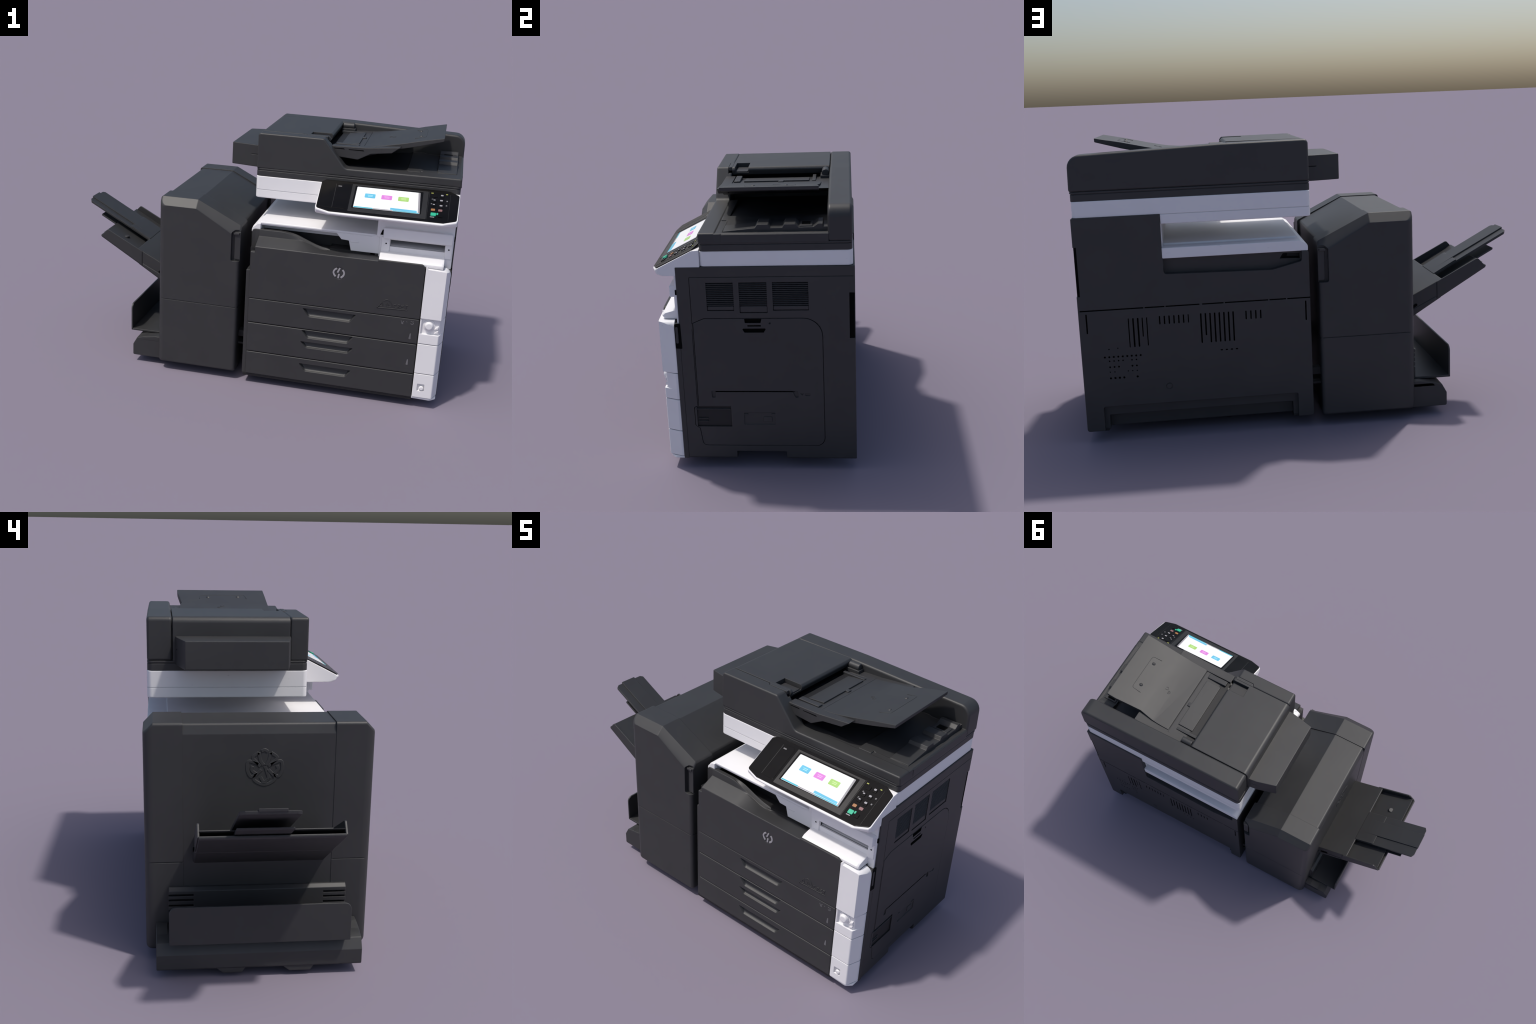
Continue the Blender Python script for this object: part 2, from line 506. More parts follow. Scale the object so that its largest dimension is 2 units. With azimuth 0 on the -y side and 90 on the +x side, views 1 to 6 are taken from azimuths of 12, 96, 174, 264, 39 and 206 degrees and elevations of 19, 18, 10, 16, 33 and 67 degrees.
# =================================================================== DRAWERS
def handle_cut(x0, x1, z0, z1):
    """Scooped finger recess: steep at the top, its floor sweeping up and back from the lower lip."""
    secs = []
    for dep, f in ((-0.003, 0.0), (0.0, 0.0), (0.0015, 0.035), (0.005, 0.075), (0.0095, 0.13), (0.0130, 0.24), (0.0160, 0.46), (0.0185, 0.82)):
        zb = z0 + (z1 - z0) * f
        e = 0.010 * min(1.0, max(0.0, dep) / 0.02)
        k = 1 - f
        P = fillet([(x0 + e, z1, .003), (x1 - e, z1, .003), (x1 - 0.028 * k - e, zb, .014 * k + .001), (x0 + 0.032 * k + e, zb, .014 * k + .001)], 6)
        secs.append([at("y", p, -0.4305 + dep) for p in P])
    return loft("c", secs)
DRAWERS = ((0.3455, 0.4745, [(0.297, 0.566, 0.413, 0.457)]),
           (0.1845, 0.3425, [(0.298, 0.562, 0.296, 0.3385), (0.295, 0.567, 0.243, 0.276)]),
           (0.0560, 0.1815, [(0.296, 0.565, 0.112, 0.153)]))
for z0, z1, hs in DRAWERS:
    d = box("drawer", 0.0195, 0.8735, -0.4305, -0.345, z0, z1, BLACK, 0.0045, 3)
    for h in hs:
        cut(d, handle_cut(*h))
    part(d)
    if z0 > 0.3:
        F = ((0.787, -0.4305, 0.4425), (1, 0, 0), (0, 0, 1), (0, -1, 0))
        part(join([stroke("m", p, 0.0032, F, 0.0006, FAINT, smooth=False) for p in
                   ([(0.0, 0.017), (0.003, 0.007), (0.011, 0.012), (0.014, 0.017)], [(0.003, 0.007), (0.004, 0.002), (0.011, 0.001)], [(0.008, 0.012), (0.010, 0.003)],
                    [(0.046, 0.020), (0.052, 0.019)], [(0.055, 0.019), (0.061, 0.018)], [(0.047, 0.010), (0.051, 0.003), (0.058, 0.005), (0.061, 0.011), (0.055, 0.013)],
                    [(0.026, 0.015), (0.029, 0.013)])], "drawer_symbol"), d)
    if z0 > 0.1:
        zc = 0.384 if z0 > 0.3 else 0.245
        part(prism("paper_gauge", [(0.8310, zc - 0.0155, .003), (0.8415, zc - 0.0155, .003), (0.8405, zc + 0.0145, .002), (0.8355, zc + 0.0145, .002)], "y", -0.4313, -0.42, FAINT), d)
# body skirt below and left of the drawers
part(box("base_skirt", 0.004, 0.876, -0.4245, -0.335, 0.0400, 0.0575, DARK, 0.003, 2))
part(box("drawer_frame", -0.002, 0.0205, -0.421, -0.335, 0.050, 0.622, BLACK, 0.004, 2))
part(box("door_gap_backing", 0.012, 0.960, -0.405, -0.337, 0.058, 0.735, DARK))

# =================================================================== WHITE FRONT COLUMN
def column(name, z0, z1, yf=-0.4305, bev=0.002):
    return prism(name, [(0.8775, yf, .003), (0.974, yf, .008), (0.9955, -0.372, .003), (0.9955, -0.3605), (0.8775, -0.3605)], "z", z0, z1, WHITE, bev, 2)
# upper cover with a rounded top right corner
up = prism("column_cover", [(0.8775, 0.4845, .003), (0.9955, 0.4845, .003), (0.9955, 0.7320, .034), (0.888, 0.737, .004), (0.8775, 0.752, .004)], "y", -0.4330, -0.3605, WHITE, 0.0, 2)
cut(up, prism("c", [(0.968, -0.46), (1.02, -0.46), (1.02, -0.33), (0.9985, -0.36)], "z", 0.4, 0.8))
part(up)
p2 = part(column("knob_panel", 0.3520, 0.4030))
part(column("knob_panel", 0.4015, 0.4810, -0.4185), p2)
part(box("knob_panel_edge", 0.8778, 0.8855, -0.4300, -0.41, 0.402, 0.4805, WHITE, 0.002, 2), p2)
part(cylinder("lock_knob", (0.922, 0.449), "y", 0.0285, -0.4215, -0.4175, WHITE, 0.001), p2)
part(cylinder("lock_knob", (0.922, 0.449), "y", 0.0235, -0.418, -0.4395, WHITE, 0.006, r2=0.0185), p2)
for z in (0.415, 0.437):
    part(prism("knob_panel_tab", [(0.948, z - .006), (0.968, z - .003), (0.970, z + .014), (0.962, z + .010)], "y", -0.426, -0.412, WHITE, 0.002, 2), p2)
part(column("column_panel", 0.1920, 0.3485))
p4 = column("switch_panel", 0.0605, 0.1885)
cut(p4, prism("c", [(0.899, 0.096, .003), (0.934, 0.096, .003), (0.934, 0.1345, .003), (0.899, 0.1345, .003)], "y", -0.45, -0.4205))
part(p4)
part(cylinder("power_button", (0.920, 0.111), "y", 0.0125, -0.4195, -0.4325, WHITE, 0.004, r2=0.011), p4)
part(prism("base_rim", [(0.835, -0.420, .003), (0.968, -0.426, .02), (0.994, -0.40, .012), (0.994, -0.345), (0.835, -0.345)], "z", 0.0475, 0.0575, WHITE, 0.003, 2))

# =================================================================== WHITE UPPER FRONT
fp = prism("slot_panel", [(0.640, 0.722), (0.9915, 0.722, .004), (0.9915, 0.952), (0.640, 0.952)], "y", -0.346, -0.330, WHITE, 0.0015, 2)
cut(fp, [box("c", 0.692, 0.953, -0.40, -0.32, 0.8035, 0.838), cylinder("c", (0.673, 0.818), "y", 0.0042, -0.40, -0.336, n=14), cylinder("c", (0.973, 0.820), "y", 0.0050, -0.40, -0.336, n=14)])
part(fp)
part(box("slot_floor", 0.6925, 0.9525, -0.335, -0.12, 0.8037, 0.8050, WHITE))
bar = box("slot_visor", 0.657, 0.986, -0.372, -0.344, 0.8485, 0.9005, WHITE, 0.0035, 2)
part(bar)
shelf = loft("slot_shelf", [[(x, -0.342, 0.779), (x, -0.352, 0.777), (x, -0.404, 0.766 if x < .95 else .762), (x, -0.4195 if x < .95 else -0.416, 0.756 if x < .95 else .750), (x, -0.4195 if x < .95 else -0.414, 0.745), (x, -0.394, 0.7205), (x, -0.342, 0.7205)]
                            for x in (0.6495, 0.70, 0.80, 0.90, 0.948, 0.958)], WHITE, 0.0025, 2, 25)
part(shelf)
part(box("slot_post", 0.6495, 0.690, -0.352, -0.340, 0.770, 0.849, WHITE, 0.002, 2))
part(box("slot_post", 0.955, 0.9870, -0.352, -0.340, 0.772, 0.849, WHITE, 0.002, 2))
for q in ((0.673, 0.818), (0.972, 0.820)):
    part(cylinder("screw_hole", q, "y", 0.0038, -0.3526, -0.345, HOLE, n=14))
part(prism("cable_gap", [(0.641, 0.858), (0.655, 0.858), (0.655, 0.884), (0.650, 0.884)], "y", -0.3475, -0.340, HOLE))
part(box("cable_hole", 0.9900, 0.9965, -0.345, -0.331, 0.862, 0.884, HOLE))

# =================================================================== OUTPUT TRAY
tray = prism("output_tray", [(0.001, 0.7995), (0.632, 0.7995), (0.632, 0.8450), (0.038, 0.8450), (0.001, 0.828, .02)], "y", -0.334, 0.4345, WHITE, 0.003, 2)
cut(tray, box("c", 0.046, 0.6225, -0.50, -0.262, 0.70, 0.8365))          # dark hollow under the plateau
part(tray)
part(prism("tray_rim", [(0.0, 0.798), (0.045, 0.798), (0.045, 0.8455), (0.030, 0.8455, .02), (0.0, 0.818, .02)], "y", -0.345, -0.330, WHITE, 0.003, 2))
plate = prism("tray_plateau", [(0.036, -0.338, .014), (0.628, -0.338), (0.628, 0.350, .01), (0.036, 0.350, .02)], "z", 0.8415, 0.8525, WHITE, 0.003, 3)
part(plate)
part(prism("paper_bracket", [(0.424, 0.8418), (0.453, 0.809), (0.490, 0.807, .004), (0.503, 0.757), (0.6415, 0.757), (0.6415, 0.860, .008), (0.60, 0.8418)], "y", -0.3395, -0.320, WHITE, 0.0012, 1))
part(box("bracket_label", 0.500, 0.540, -0.3403, -0.338, 0.800, 0.807, WHITE))
part(box("partition_wall", 0.6245, 0.642, -0.3458, 0.415, 0.845, 0.955, WHITE, 0.003, 2))
part(box("tray_stop", 0.40, 0.60, -0.3365, -0.26, 0.7455, 0.757, DARK))

# =================================================================== SCANNER UNIT
def rounded_rect(x0, x1, y0, y1, r):
    return [(x0, y0, r), (x1, y0, r), (x1, y1, r), (x0, y1, r)]
sc = prism("scanner_unit", rounded_rect(-0.0165, 0.993, -0.230, 0.4315, 0.020), "z", 0.948, 1.061, WHITE, 0.005, 3)
cut(sc, box("c", 0.6265, 1.05, -0.5, 0.6, 0.90, 0.9905))
ring = prism("c", rounded_rect(-0.05, 1.05, -0.28, 0.48, 0.02), "z", 0.9893, 0.9917)
cut(ring, prism("c", rounded_rect(-0.0145, 0.991, -0.228, 0.4295, 0.020), "z", 0.9, 1.1))
cut(sc, ring)
part(sc)
part(box("scanner_glass_bed", 0.02, 0.97, -0.20, 0.40, 1.055, 1.064, DARK))

# =================================================================== CONTROL PANEL
SL = 0.5                                     # slope dz/dy of the panel face
def pz(y):
    return 1.1955 + SL * y
UP = Vector((0, 1, SL)).normalized()
NORM = Vector((0, -SL, 1)).normalized()
def on_panel(x, y, h=0.0):
    return Vector((x, y, pz(y))) + NORM * h
housing = loft("control_panel", [[(x, -0.229, 0.9495), (x, yt + 0.022, 0.9495), (x, yt + 0.004, 0.9575), (x, yt - 0.002, pz(yt) - 0.010), (x, yt, pz(yt) - 0.0025), (x, -0.262, pz(-0.262) - 0.0015), (x, -0.229, 1.0655)]
                                  for x, yt in ((0.3215, -0.412), (0.326, -0.424), (0.392, -0.4445), (0.46, -0.447), (0.925, -0.447), (0.990, -0.425), (0.9960, -0.413))], WHITE, 0.003, 2, 28)
part(housing, angle=30)
def on_face(name, outline, h0, h1, mat, parent, bev=0.0):
    O = fillet(outline, 4)
    return part(loft(name, [[on_panel(x, y, h0) for x, y in O], [on_panel(x, y, h1) for x, y in O]], mat, bev, 2), parent)
FACE = [(0.3245, -0.252, .01), (0.3275, -0.424, .012), (0.392, -0.4425, .01), (0.930, -0.4425, .01), (0.9900, -0.421, .012), (0.9925, -0.262, .01), (0.945, -0.238, .01), (0.345, -0.238, .01)]
face = on_face("panel_face", FACE, -0.003, 0.0022, GLOSS, housing, 0.0012)
on_face("reader_pad", [(0.334, -0.268, .006), (0.336, -0.419, .006), (0.470, -0.421, .006), (0.466, -0.257, .012), (0.36, -0.257, .01)], 0.001, 0.0034, GLOSS, face, 0.0008)
on_face("pad_groove", [(0.398, -0.262), (0.402, -0.418), (0.404, -0.418), (0.400, -0.262)], 0.003, 0.0037, PANEL_GREY, face)
on_face("pad_lamp", [(0.410, -0.273, .002), (0.410, -0.279, .002), (0.428, -0.279, .002), (0.428, -0.273, .002)], 0.003, 0.0039, FAINT, face)
on_face("screen_surround", [(0.478, -0.252, .003), (0.480, -0.430, .003), (0.848, -0.430, .003), (0.846, -0.252, .003)], 0.001, 0.0030, PANEL_GREY, face, 0.0008)
on_face("screen_border", [(0.4935, -0.262, .002), (0.4945, -0.4085, .002), (0.8235, -0.4045, .002), (0.8215, -0.261, .002)], 0.002, 0.0036, GLOSS, face, 0.0006)
screen = on_face("touch_screen", [(0.5035, -0.2685, .004), (0.503, -0.4045, .002), (0.8170, -0.4035, .002), (0.8080, -0.2685, .004)], 0.003, 0.0042, SCREEN, face)
on_face("screen_edge_shade", [(0.7985, -0.2690), (0.8085, -0.4030), (0.8168, -0.4030), (0.8078, -0.2690)], 0.0036, 0.0045, SILVER, screen)  # grey strip laid over the screen to draw its darkening right edge
for xc, m in ((0.5725, CYAN), (0.6525, MAGENTA), (0.7325, LIME)):
    PALE = {CYAN: PALE_ICON, MAGENTA: PALE_PINK, LIME: PALE_LIME}[m]
    ic = on_face("screen_icon", [(xc - 0.0255, -0.3080, .004), (xc - 0.0255, -0.3355, .004), (xc + 0.0255, -0.3355, .004), (xc + 0.0255, -0.3080, .004)], 0.0036, 0.0048, m, screen)
    on_face("icon_symbol", [(xc - 0.012, -0.3165), (xc - 0.012, -0.3195), (xc + 0.013, -0.3195), (xc + 0.013, -0.3165)], 0.0044, 0.0051, PALE, ic)
    if True:
        on_face("icon_symbol", [(xc - 0.010, -0.3235), (xc - 0.010, -0.3265), (xc + 0.013, -0.3265), (xc + 0.013, -0.3235)], 0.0044, 0.0051, PALE, ic)
on_face("status_bar", [(0.678, -0.3845), (0.678, -0.3965), (0.8035, -0.3975), (0.8020, -0.3865)], 0.0036, 0.0048, CYAN, screen)
on_face("status_bar", [(0.505, -0.3975), (0.5045, -0.4035), (0.596, -0.4035), (0.596, -0.3975)], 0.0036, 0.0048, TEAL, screen)
on_face("status_bar", [(0.690, -0.3985), (0.690, -0.4030), (0.8120, -0.4030), (0.8120, -0.3985)], 0.0036, 0.0048, TEAL, screen)
on_face("status_bar", [(0.597, -0.3985), (0.597, -0.4030), (0.689, -0.4030), (0.689, -0.3985)], 0.0036, 0.0046, SILVER, screen)
def key(xc, yc, w, hgt, mat, name="panel_key", h=0.0048, r=.003):
    return on_face(name, [(xc - w, yc + hgt, r), (xc - w, yc - hgt, r), (xc + w, yc - hgt, r), (xc + w, yc + hgt, r)], 0.0015, h, mat, face, 0.0006)
key(0.880, -0.399, 0.0125, 0.0095, GREEN_KEY, "start_key", 0.0075)
key(0.8985, -0.393, 0.004, 0.006, GREEN_KEY, "start_key", 0.0055, .002)
key(0.876, -0.4135, 0.010, 0.002, SILVER, "key_caption", 0.0034, .0005)
key(0.876, -0.368, 0.0095, 0.0065, ORANGE_KEY)
key(0.910, -0.369, 0.0095, 0.0065, PINK_KEY)
for x, y, lw in ((0.911, -0.2745, 0.006), (0.910, -0.308, 0.0065), (0.911, -0.341, 0.0065), (0.8775, -0.308, 0.005), (0.8770, -0.337, 0.005)):
    key(x, y - 0.002, 0.0105, 0.0085, GLOSS)
    key(x, y + 0.002, lw, 0.0028 if lw < .006 else 0.0042, SILVER, "key_cap", 0.0056, .002)
key(0.879, -0.277, 0.0105, 0.009, GLOSS)
key(0.864, -0.261, 0.0055, 0.0022, YELLOW, "indicator_light", 0.0042, .001)
key(0.933, -0.262, 0.0045, 0.0022, YELLOW, "indicator_light", 0.0042, .001)
for x, y in ((0.937, -0.305), (0.936, -0.334), (0.868, -0.300), (0.866, -0.330)):
    key(x, y, 0.0035, 0.0035, FAINT, "key_caption", 0.0034, .001)
key(0.912, -0.402, 0.0105, 0.0095, GLOSS)
on_face("key_field_line", [(0.8495, -0.250), (0.8495, -0.430), (0.8512, -0.430), (0.8512, -0.250)], 0.001, 0.0031, PANEL_GREY, face)
on_face("key_field_line", [(0.9495, -0.262), (0.9495, -0.428), (0.9505, -0.428), (0.9505, -0.262)], 0.001, 0.0029, PANEL_GREY, face)

# =================================================================== DOCUMENT FEEDER
base = prism("document_feeder", rounded_rect(-0.0165, 0.995, -0.229, 0.4300, 0.022), "z", 1.0595, 1.0885, BLACK, 0.002, 2)
mid = prism("m", rounded_rect(-0.0145, 0.993, -0.227, 0.4280, 0.022), "z", 1.086, 1.094, DARK)
low = prism("l", rounded_rect(-0.0165, 0.997, -0.229, 0.4300, 0.022), "z", 1.0915, 1.1000, BLACK, 0.002, 2)
front = prism("f", [(-0.0155, 1.0985, .0), (0.998, 1.0985), (0.995, 1.141, .010), (0.430, 1.138, .030), (0.318, 1.277, .018), (-0.0150, 1.278, .014)], "y", -0.230, -0.1535, BLACK, 0.008, 4)
rail = prism("r", [(-0.0155, 1.0985), (0.9990, 1.0985), (0.9960, 1.2505, .052), (0.36, 1.274, .5), (-0.0150, 1.2775, .018)], "y", 0.3265, 0.4300, BLACK, 0.012, 4)
core = prism("k", [(-0.004, 1.0985), (0.300, 1.0985), (0.280, 1.13), (0.255, 1.215), (0.255, 1.232), (-0.004, 1.232)], "y", -0.160, 0.335, DARK)
floor_ = prism("fl", [(0.30, 1.0985), (0.30, 1.118), (0.650, 1.1300), (0.727, 1.1350), (0.7275, 1.1410), (0.795, 1.1415), (0.807, 1.1365), (0.868, 1.1365), (0.980, 1.1335), (0.998, 1.1335), (0.998, 1.0985)], "y", -0.128, 0.330, BLACK)
# stepped platform at the right end
plat = prism("pl", [(-0.1225, 1.115), (-0.1225, 1.1400), (0.0165, 1.1530), (0.0265, 1.1680), (0.0725, 1.1680), (0.0815, 1.1525), (0.1335, 1.1530), (0.1430, 1.1680), (0.1880, 1.1680), (0.2020, 1.1535), (0.2660, 1.1545), (0.2860, 1.1690), (0.3060, 1.1690), (0.3065, 1.1560), (0.3280, 1.1560), (0.3280, 1.115)], "x", 0.8740, 0.9680, BLACK, 0.0015, 2)
rim = prism("ri", [(0.42, -0.16), (0.997, -0.16), (0.997, -0.124, .01), (0.42, -0.118)], "z", 1.0985, 1.1375, BLACK, 0.004, 2)
end_lip = prism("el", [(0.968, 1.0985), (0.998, 1.0985), (0.995, 1.1395, .008), (0.968, 1.1365)], "y", -0.225, 0.330, BLACK, 0.001, 1)
cut(front, prism("c", [(0.211, -0.150), (0.225, -0.1720), (0.40, -0.1720), (0.40, -0.150)], "z", 1.2500, 1.30))
adf = join([base, mid, low, front, rail, core, floor_, plat, rim, end_lip], "document_feeder")
part(adf)
# ribs and pocket at the right end of the exit floor
part(box("exit_rib", 0.728, 0.794, -0.152, -0.115, 1.120, 1.1415, BLACK, 0.003, 2), adf)
part(box("exit_sensor", 0.884, 0.958, 0.206, 0.262, 1.12, 1.1590, BLACK, 0.003, 2), adf)
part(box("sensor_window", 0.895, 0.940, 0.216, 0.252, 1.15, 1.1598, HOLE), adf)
# lid
lid = prism("feeder_lid", [(-0.0190, 1.0990), (0.20, 1.0990), (0.255, 1.232), (0.330, 1.2400, .005), (0.340, 1.266, .010), (0.330, 1.2780, .010), (-0.0190, 1.2780, .026), ], "y", -0.1530, 0.3260, BLACK, 0.003, 2, 45)
cut(lid, box("c", 0.235, 0.36, -0.139, -0.072, 1.2520, 1.30))
part(lid, adf)
part(prism("lid_latch", [(0.2385, -0.1355, .003), (0.329, -0.1355, .003), (0.329, -0.0755, .003), (0.2385, -0.0755, .003)], "z", 1.2480, 1.2580, BLACK, 0.003, 2), adf)
part(box("feed_slot", 0.262, 0.300, -0.150, 0.320, 1.195, 1.2405, HOLE), adf)
part(prism("lid_ear", [(0.214, -0.152), (0.226, -0.1700, .004), (0.3275, -0.1700, .004), (0.3275, -0.152)], "z", 1.2600, 1.2783, BLACK, 0.0015, 2), adf)
# input tray
def strip(pts, t):
    """Closed XZ outline of a bent plate with thickness t below its top line."""
    return pts + [(x, z - t) for x, z in reversed(pts)]
ft = prism("input_tray", [(0.506, 1.2400), (0.60, 1.2520), (0.680, 1.2680), (0.78, 1.2915), (0.891, 1.3140), (0.890, 1.2970), (0.78, 1.2660), (0.69, 1.2440), (0.60, 1.2310), (0.506, 1.2240)], "y", -0.140, 0.289, BLACK, 0.0025, 2, 40)
cut(ft, [prism("c", [(0.69, 0.272), (0.95, 0.300), (0.95, 0.32), (0.50, 0.32), (0.50, 0.305)], "z", 1.2, 1.4), prism("c", [(0.45, 0.297), (0.69, 0.280), (0.69, 0.34), (0.45, 0.34)], "z", 1.2, 1.4)])
part(ft, adf)
part(prism("input_tray_root", strip([(0.300, 1.198), (0.352, 1.213), (0.400, 1.2295), (0.5035, 1.2370)], 0.012), "y", -0.150, 0.300, BLACK, 0.002, 2, 40), adf)
part(prism("tray_wing", [(0.349, 1.2380), (0.52, 1.2415), (0.688, 1.2580), (0.646, 1.2255), (0.545, 1.213), (0.484, 1.1785), (0.385, 1.185)], "y", -0.182, -0.133, BLACK, 0.0035, 2), adf)
part(prism("tray_wing", [(0.36, 1.2300), (0.52, 1.2370), (0.70, 1.2560), (0.66, 1.230), (0.52, 1.215), (0.38, 1.215)], "y", 0.275, 0.329, BLACK, 0.003, 2), adf)
for x0, x1, z in ((0.362, 0.415, 1.2255), (0.435, 0.512, 1.2245)):
    part(prism("wing_slit", [(x0, z), (x1, z - 0.001), (x1 - 0.004, z + 0.004), (x0, z + 0.003)], "y", -0.1826, -0.175, HOLE), adf)
part(prism("tray_support", [(0.35, 1.226), (0.66, 1.245), (0.60, 1.215), (0.48, 1.180), (0.36, 1.180)], "y", -0.135, 0.28, DARK), adf)
for k, (y0, y1) in enumerate(((-0.080, 0.231),)):
    part(loft("paper_guide", [[(0.3865, y0, 1.2250), (0.3865, y1, 1.2250), (0.3865, y1, 1.2340), (0.3865, y0, 1.2340)], [(0.474, y0, 1.232), (0.474, y1, 1.232), (0.474, y1, 1.2415), (0.474, y0, 1.2415)]], BLACK, 0.002, 2), adf)
part(box("guide_slider", 0.365, 0.480, -0.128, -0.098, 1.226, 1.2425, BLACK, 0.003, 2), adf)
part(box("guide_knob", 0.468, 0.492, 0.085, 0.110, 1.232, 1.2415, BLACK, 0.003, 2), adf)
part(box("guide_slider", 0.342, 0.470, 0.245, 0.262, 1.224, 1.2385, BLACK, 0.002, 2), adf)
hr = cylinder("hinge_roll", (0.307, 1.2570), "x", 0.0180, 0.340, 0.402, BLACK, 0.004)
part(hr, adf)
part(box("hinge_roll_base", 0.335, 0.410, 0.283, 0.330, 1.215, 1.247, BLACK, 0.003, 2), adf)
# moulded marks on the input tray
s2 = (1.3140 - 1.2915) / (0.891 - 0.780)
Ut = Vector((1, 0, s2)).normalized(); Nt = Vector((-s2, 0, 1)).normalized()
FT = (Vector((0.680, 0, 1.2915 - 0.1 * s2)), Ut, Vector((0, 1, 0)), Nt)
c_ = math.sqrt(1 + s2 * s2)
def tp(x, y): return ((x - 0.680) * c_, y)
part(stroke("tray_outline", [tp(0.745, -0.045), tp(0.79, -0.041), tp(0.7985, -0.036), tp(0.800, -0.02), tp(0.800, 0.160), tp(0.7985, 0.174), tp(0.79, 0.180), tp(0.745, 0.183)], 0.0030, FT, 0.0008, BLACK, smooth=False), adf)
for x, y in ((0.775, -0.004), (0.768, 0.142)):
    part(cylinder("tray_bump", (x, y), "z", 0.013, 1.2915 + s2 * (x - 0.78) - 0.004, 1.2915 + s2 * (x - 0.78) + 0.0035, BLACK, 0.0, r2=0.006), adf)
s3 = (1.268 - 1.252) / 0.08
FT2 = (Vector((0.60, 0, 1.252)), Vector((1, 0, s3)).normalized(), Vector((0, 1, 0)), Vector((-s3, 0, 1)).normalized())
def loop(cx, cy, r):
    return [(cx + r * math.cos(a), cy + r * math.sin(a)) for a in [math.radians(40 + 40 * k) for k in range(8)]]
part(join([stroke("q", loop(0.038, 0.080, 0.0085), 0.003, FT2, 0.0010, BLACK), stroke("q", loop(0.018, 0.096, 0.0085), 0.003, FT2, 0.0010, BLACK), stroke("q", loop(0.020, 0.094, 0.004), 0.002, FT2, 0.0010, BLACK)], "tray_symbol"), adf)
# box hanging on the left end of the feeder
sb = prism("feeder_motor_box", [(-0.006, -0.157, .0), (-0.006, 0.317), (-0.060, 0.311), (-0.170, 0.281, .004), (-0.170, -0.128, .004), (-0.05, -0.152)], "z", 1.087, 1.2005, BLACK, 0.004, 2)
cut(sb, [box("c", -0.065, -0.03, 0.30, 0.33, 1.150, 1.153), box("c", -0.065, -0.03, -0.17, -0.148, 1.150, 1.153)])
part(sb)

# =================================================================== FINISHER
FX0, FX1 = -0.4655, -0.0420
def fin_section(y, dist, rb=0.012):
    """Side outline of the finisher at a distance from the outer face: chamfered top, rounded upright edges."""
    d = max(0.0, 0.037 - dist)
    def pull(r):
        return r - math.sqrt(max(0.0, r * r - (r - dist) ** 2)) if dist < r else 0.0
    lo, hi = pull(0.031), pull(0.018)
    s = d * 1.05
    return [at("y", p, y) for p in fillet([(FX0 + lo, 0.045 + hi * 0.6, rb), (FX1 - hi, 0.045 + hi * 0.6, rb), (FX1 - hi, 0.833 - d * 1.40, 0.016), (-0.272, 0.9455 - s, 0.012), (FX0 + lo, 0.9455 - s, 0.012)], 5)]
def end_cover(outer, inner):
    sg = 1 if inner > outer else -1
    secs = [fin_section(outer + sg * q, q) for q in (0.0, 0.0006, 0.0025, 0.0055, 0.010, 0.016, 0.024, 0.037)] + [fin_section(inner, 1.0)]
    return loft("finisher_cover", secs, BLACK)
fcov = end_cover(-0.4200, -0.2685)
bcov = end_cover(0.4445, 0.2995)
grip = [(-0.0855, 0.655, .010), (0.02, 0.655), (0.02, 0.815), (-0.070, 0.815, .004), (-0.0855, 0.803, .01)]
for cov, s in ((fcov, -1), (bcov, 1)):
    yo = -0.4200 if s < 0 else 0.4445
    cut(cov, prism("c", grip, "y", yo - s * 0.022, yo + s * 0.02))
    g = box("c", -0.6, 0.1, -0.6 if s < 0 else 0.20, -0.2 if s < 0 else 0.6, 0.4035, 0.4065)
    inner = prism("i", [(FX0 + 0.003, 0.0), (FX1 - 0.003, 0.0), (FX1 - 0.003, 1), (FX0 + 0.003, 1)], "y", yo - s * 0.003, yo - s * 0.3)
    cut(g, inner)
    cut(cov, g)
mid = prism("finisher", [(FX0 + 0.001, 0.050, .006), (-0.054, 0.050), (-0.054, 0.8310, .014), (-0.272, 0.9415, .010), (FX0 + 0.012, 0.9415, .012), (FX0 + 0.001, 0.902, .012)], "y", -0.2760, 0.3070, BLACK, 0.002, 2, 45)
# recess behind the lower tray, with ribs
finisher = part(mid)
part(fcov, finisher, 25); part(bcov, finisher, 25)
for cov, s in ((fcov, -1), (bcov, 1)):
    yo = -0.4200 if s < 0 else 0.4445
    part(prism("grip_flap", [(-0.0705, 0.662, .006), (-0.040, 0.662, .003), (-0.040, 0.806, .003), (-0.0705, 0.806, .003)], "y", yo - s * 0.0235, yo - s * 0.013, BLACK, 0.003, 2), finisher)
    part(box("grip_catch", -0.076, -0.046, min(yo - s * .023, yo - s * .006), max(yo - s * .023, yo - s * .006), 0.792, 0.803, BLACK, 0.002, 2), finisher)
rec = prism("tray_backrest", [(-0.440, 0.150), (-0.4880, 0.150), (-0.4880, 0.2960, .004), (-0.4740, 0.3080, .003), (-0.440, 0.3080)], "y", -0.3270, 0.3565, BLACK, 0.0015, 1)
cut(rec, [box("c", -0.60, -0.476, y0, y1, z, z + 0.0075, DARK) for y0, y1 in ((0.262, 0.36), (-0.335, -0.238)) for z in (0.212, 0.234, 0.256, 0.276)])
part(rec, finisher)
# bead along the top left edge
# connecting frame between finisher and printer
for y0, y1 in ((0.36, 0.40), (-0.36, -0.31)):
    for z, h in ((0.226, 0.034), (0.182, 0.012)):
        part(box("docking_rail", -0.056, -0.003, y0, y1, z, z + h, DARK, 0.003, 2), finisher)
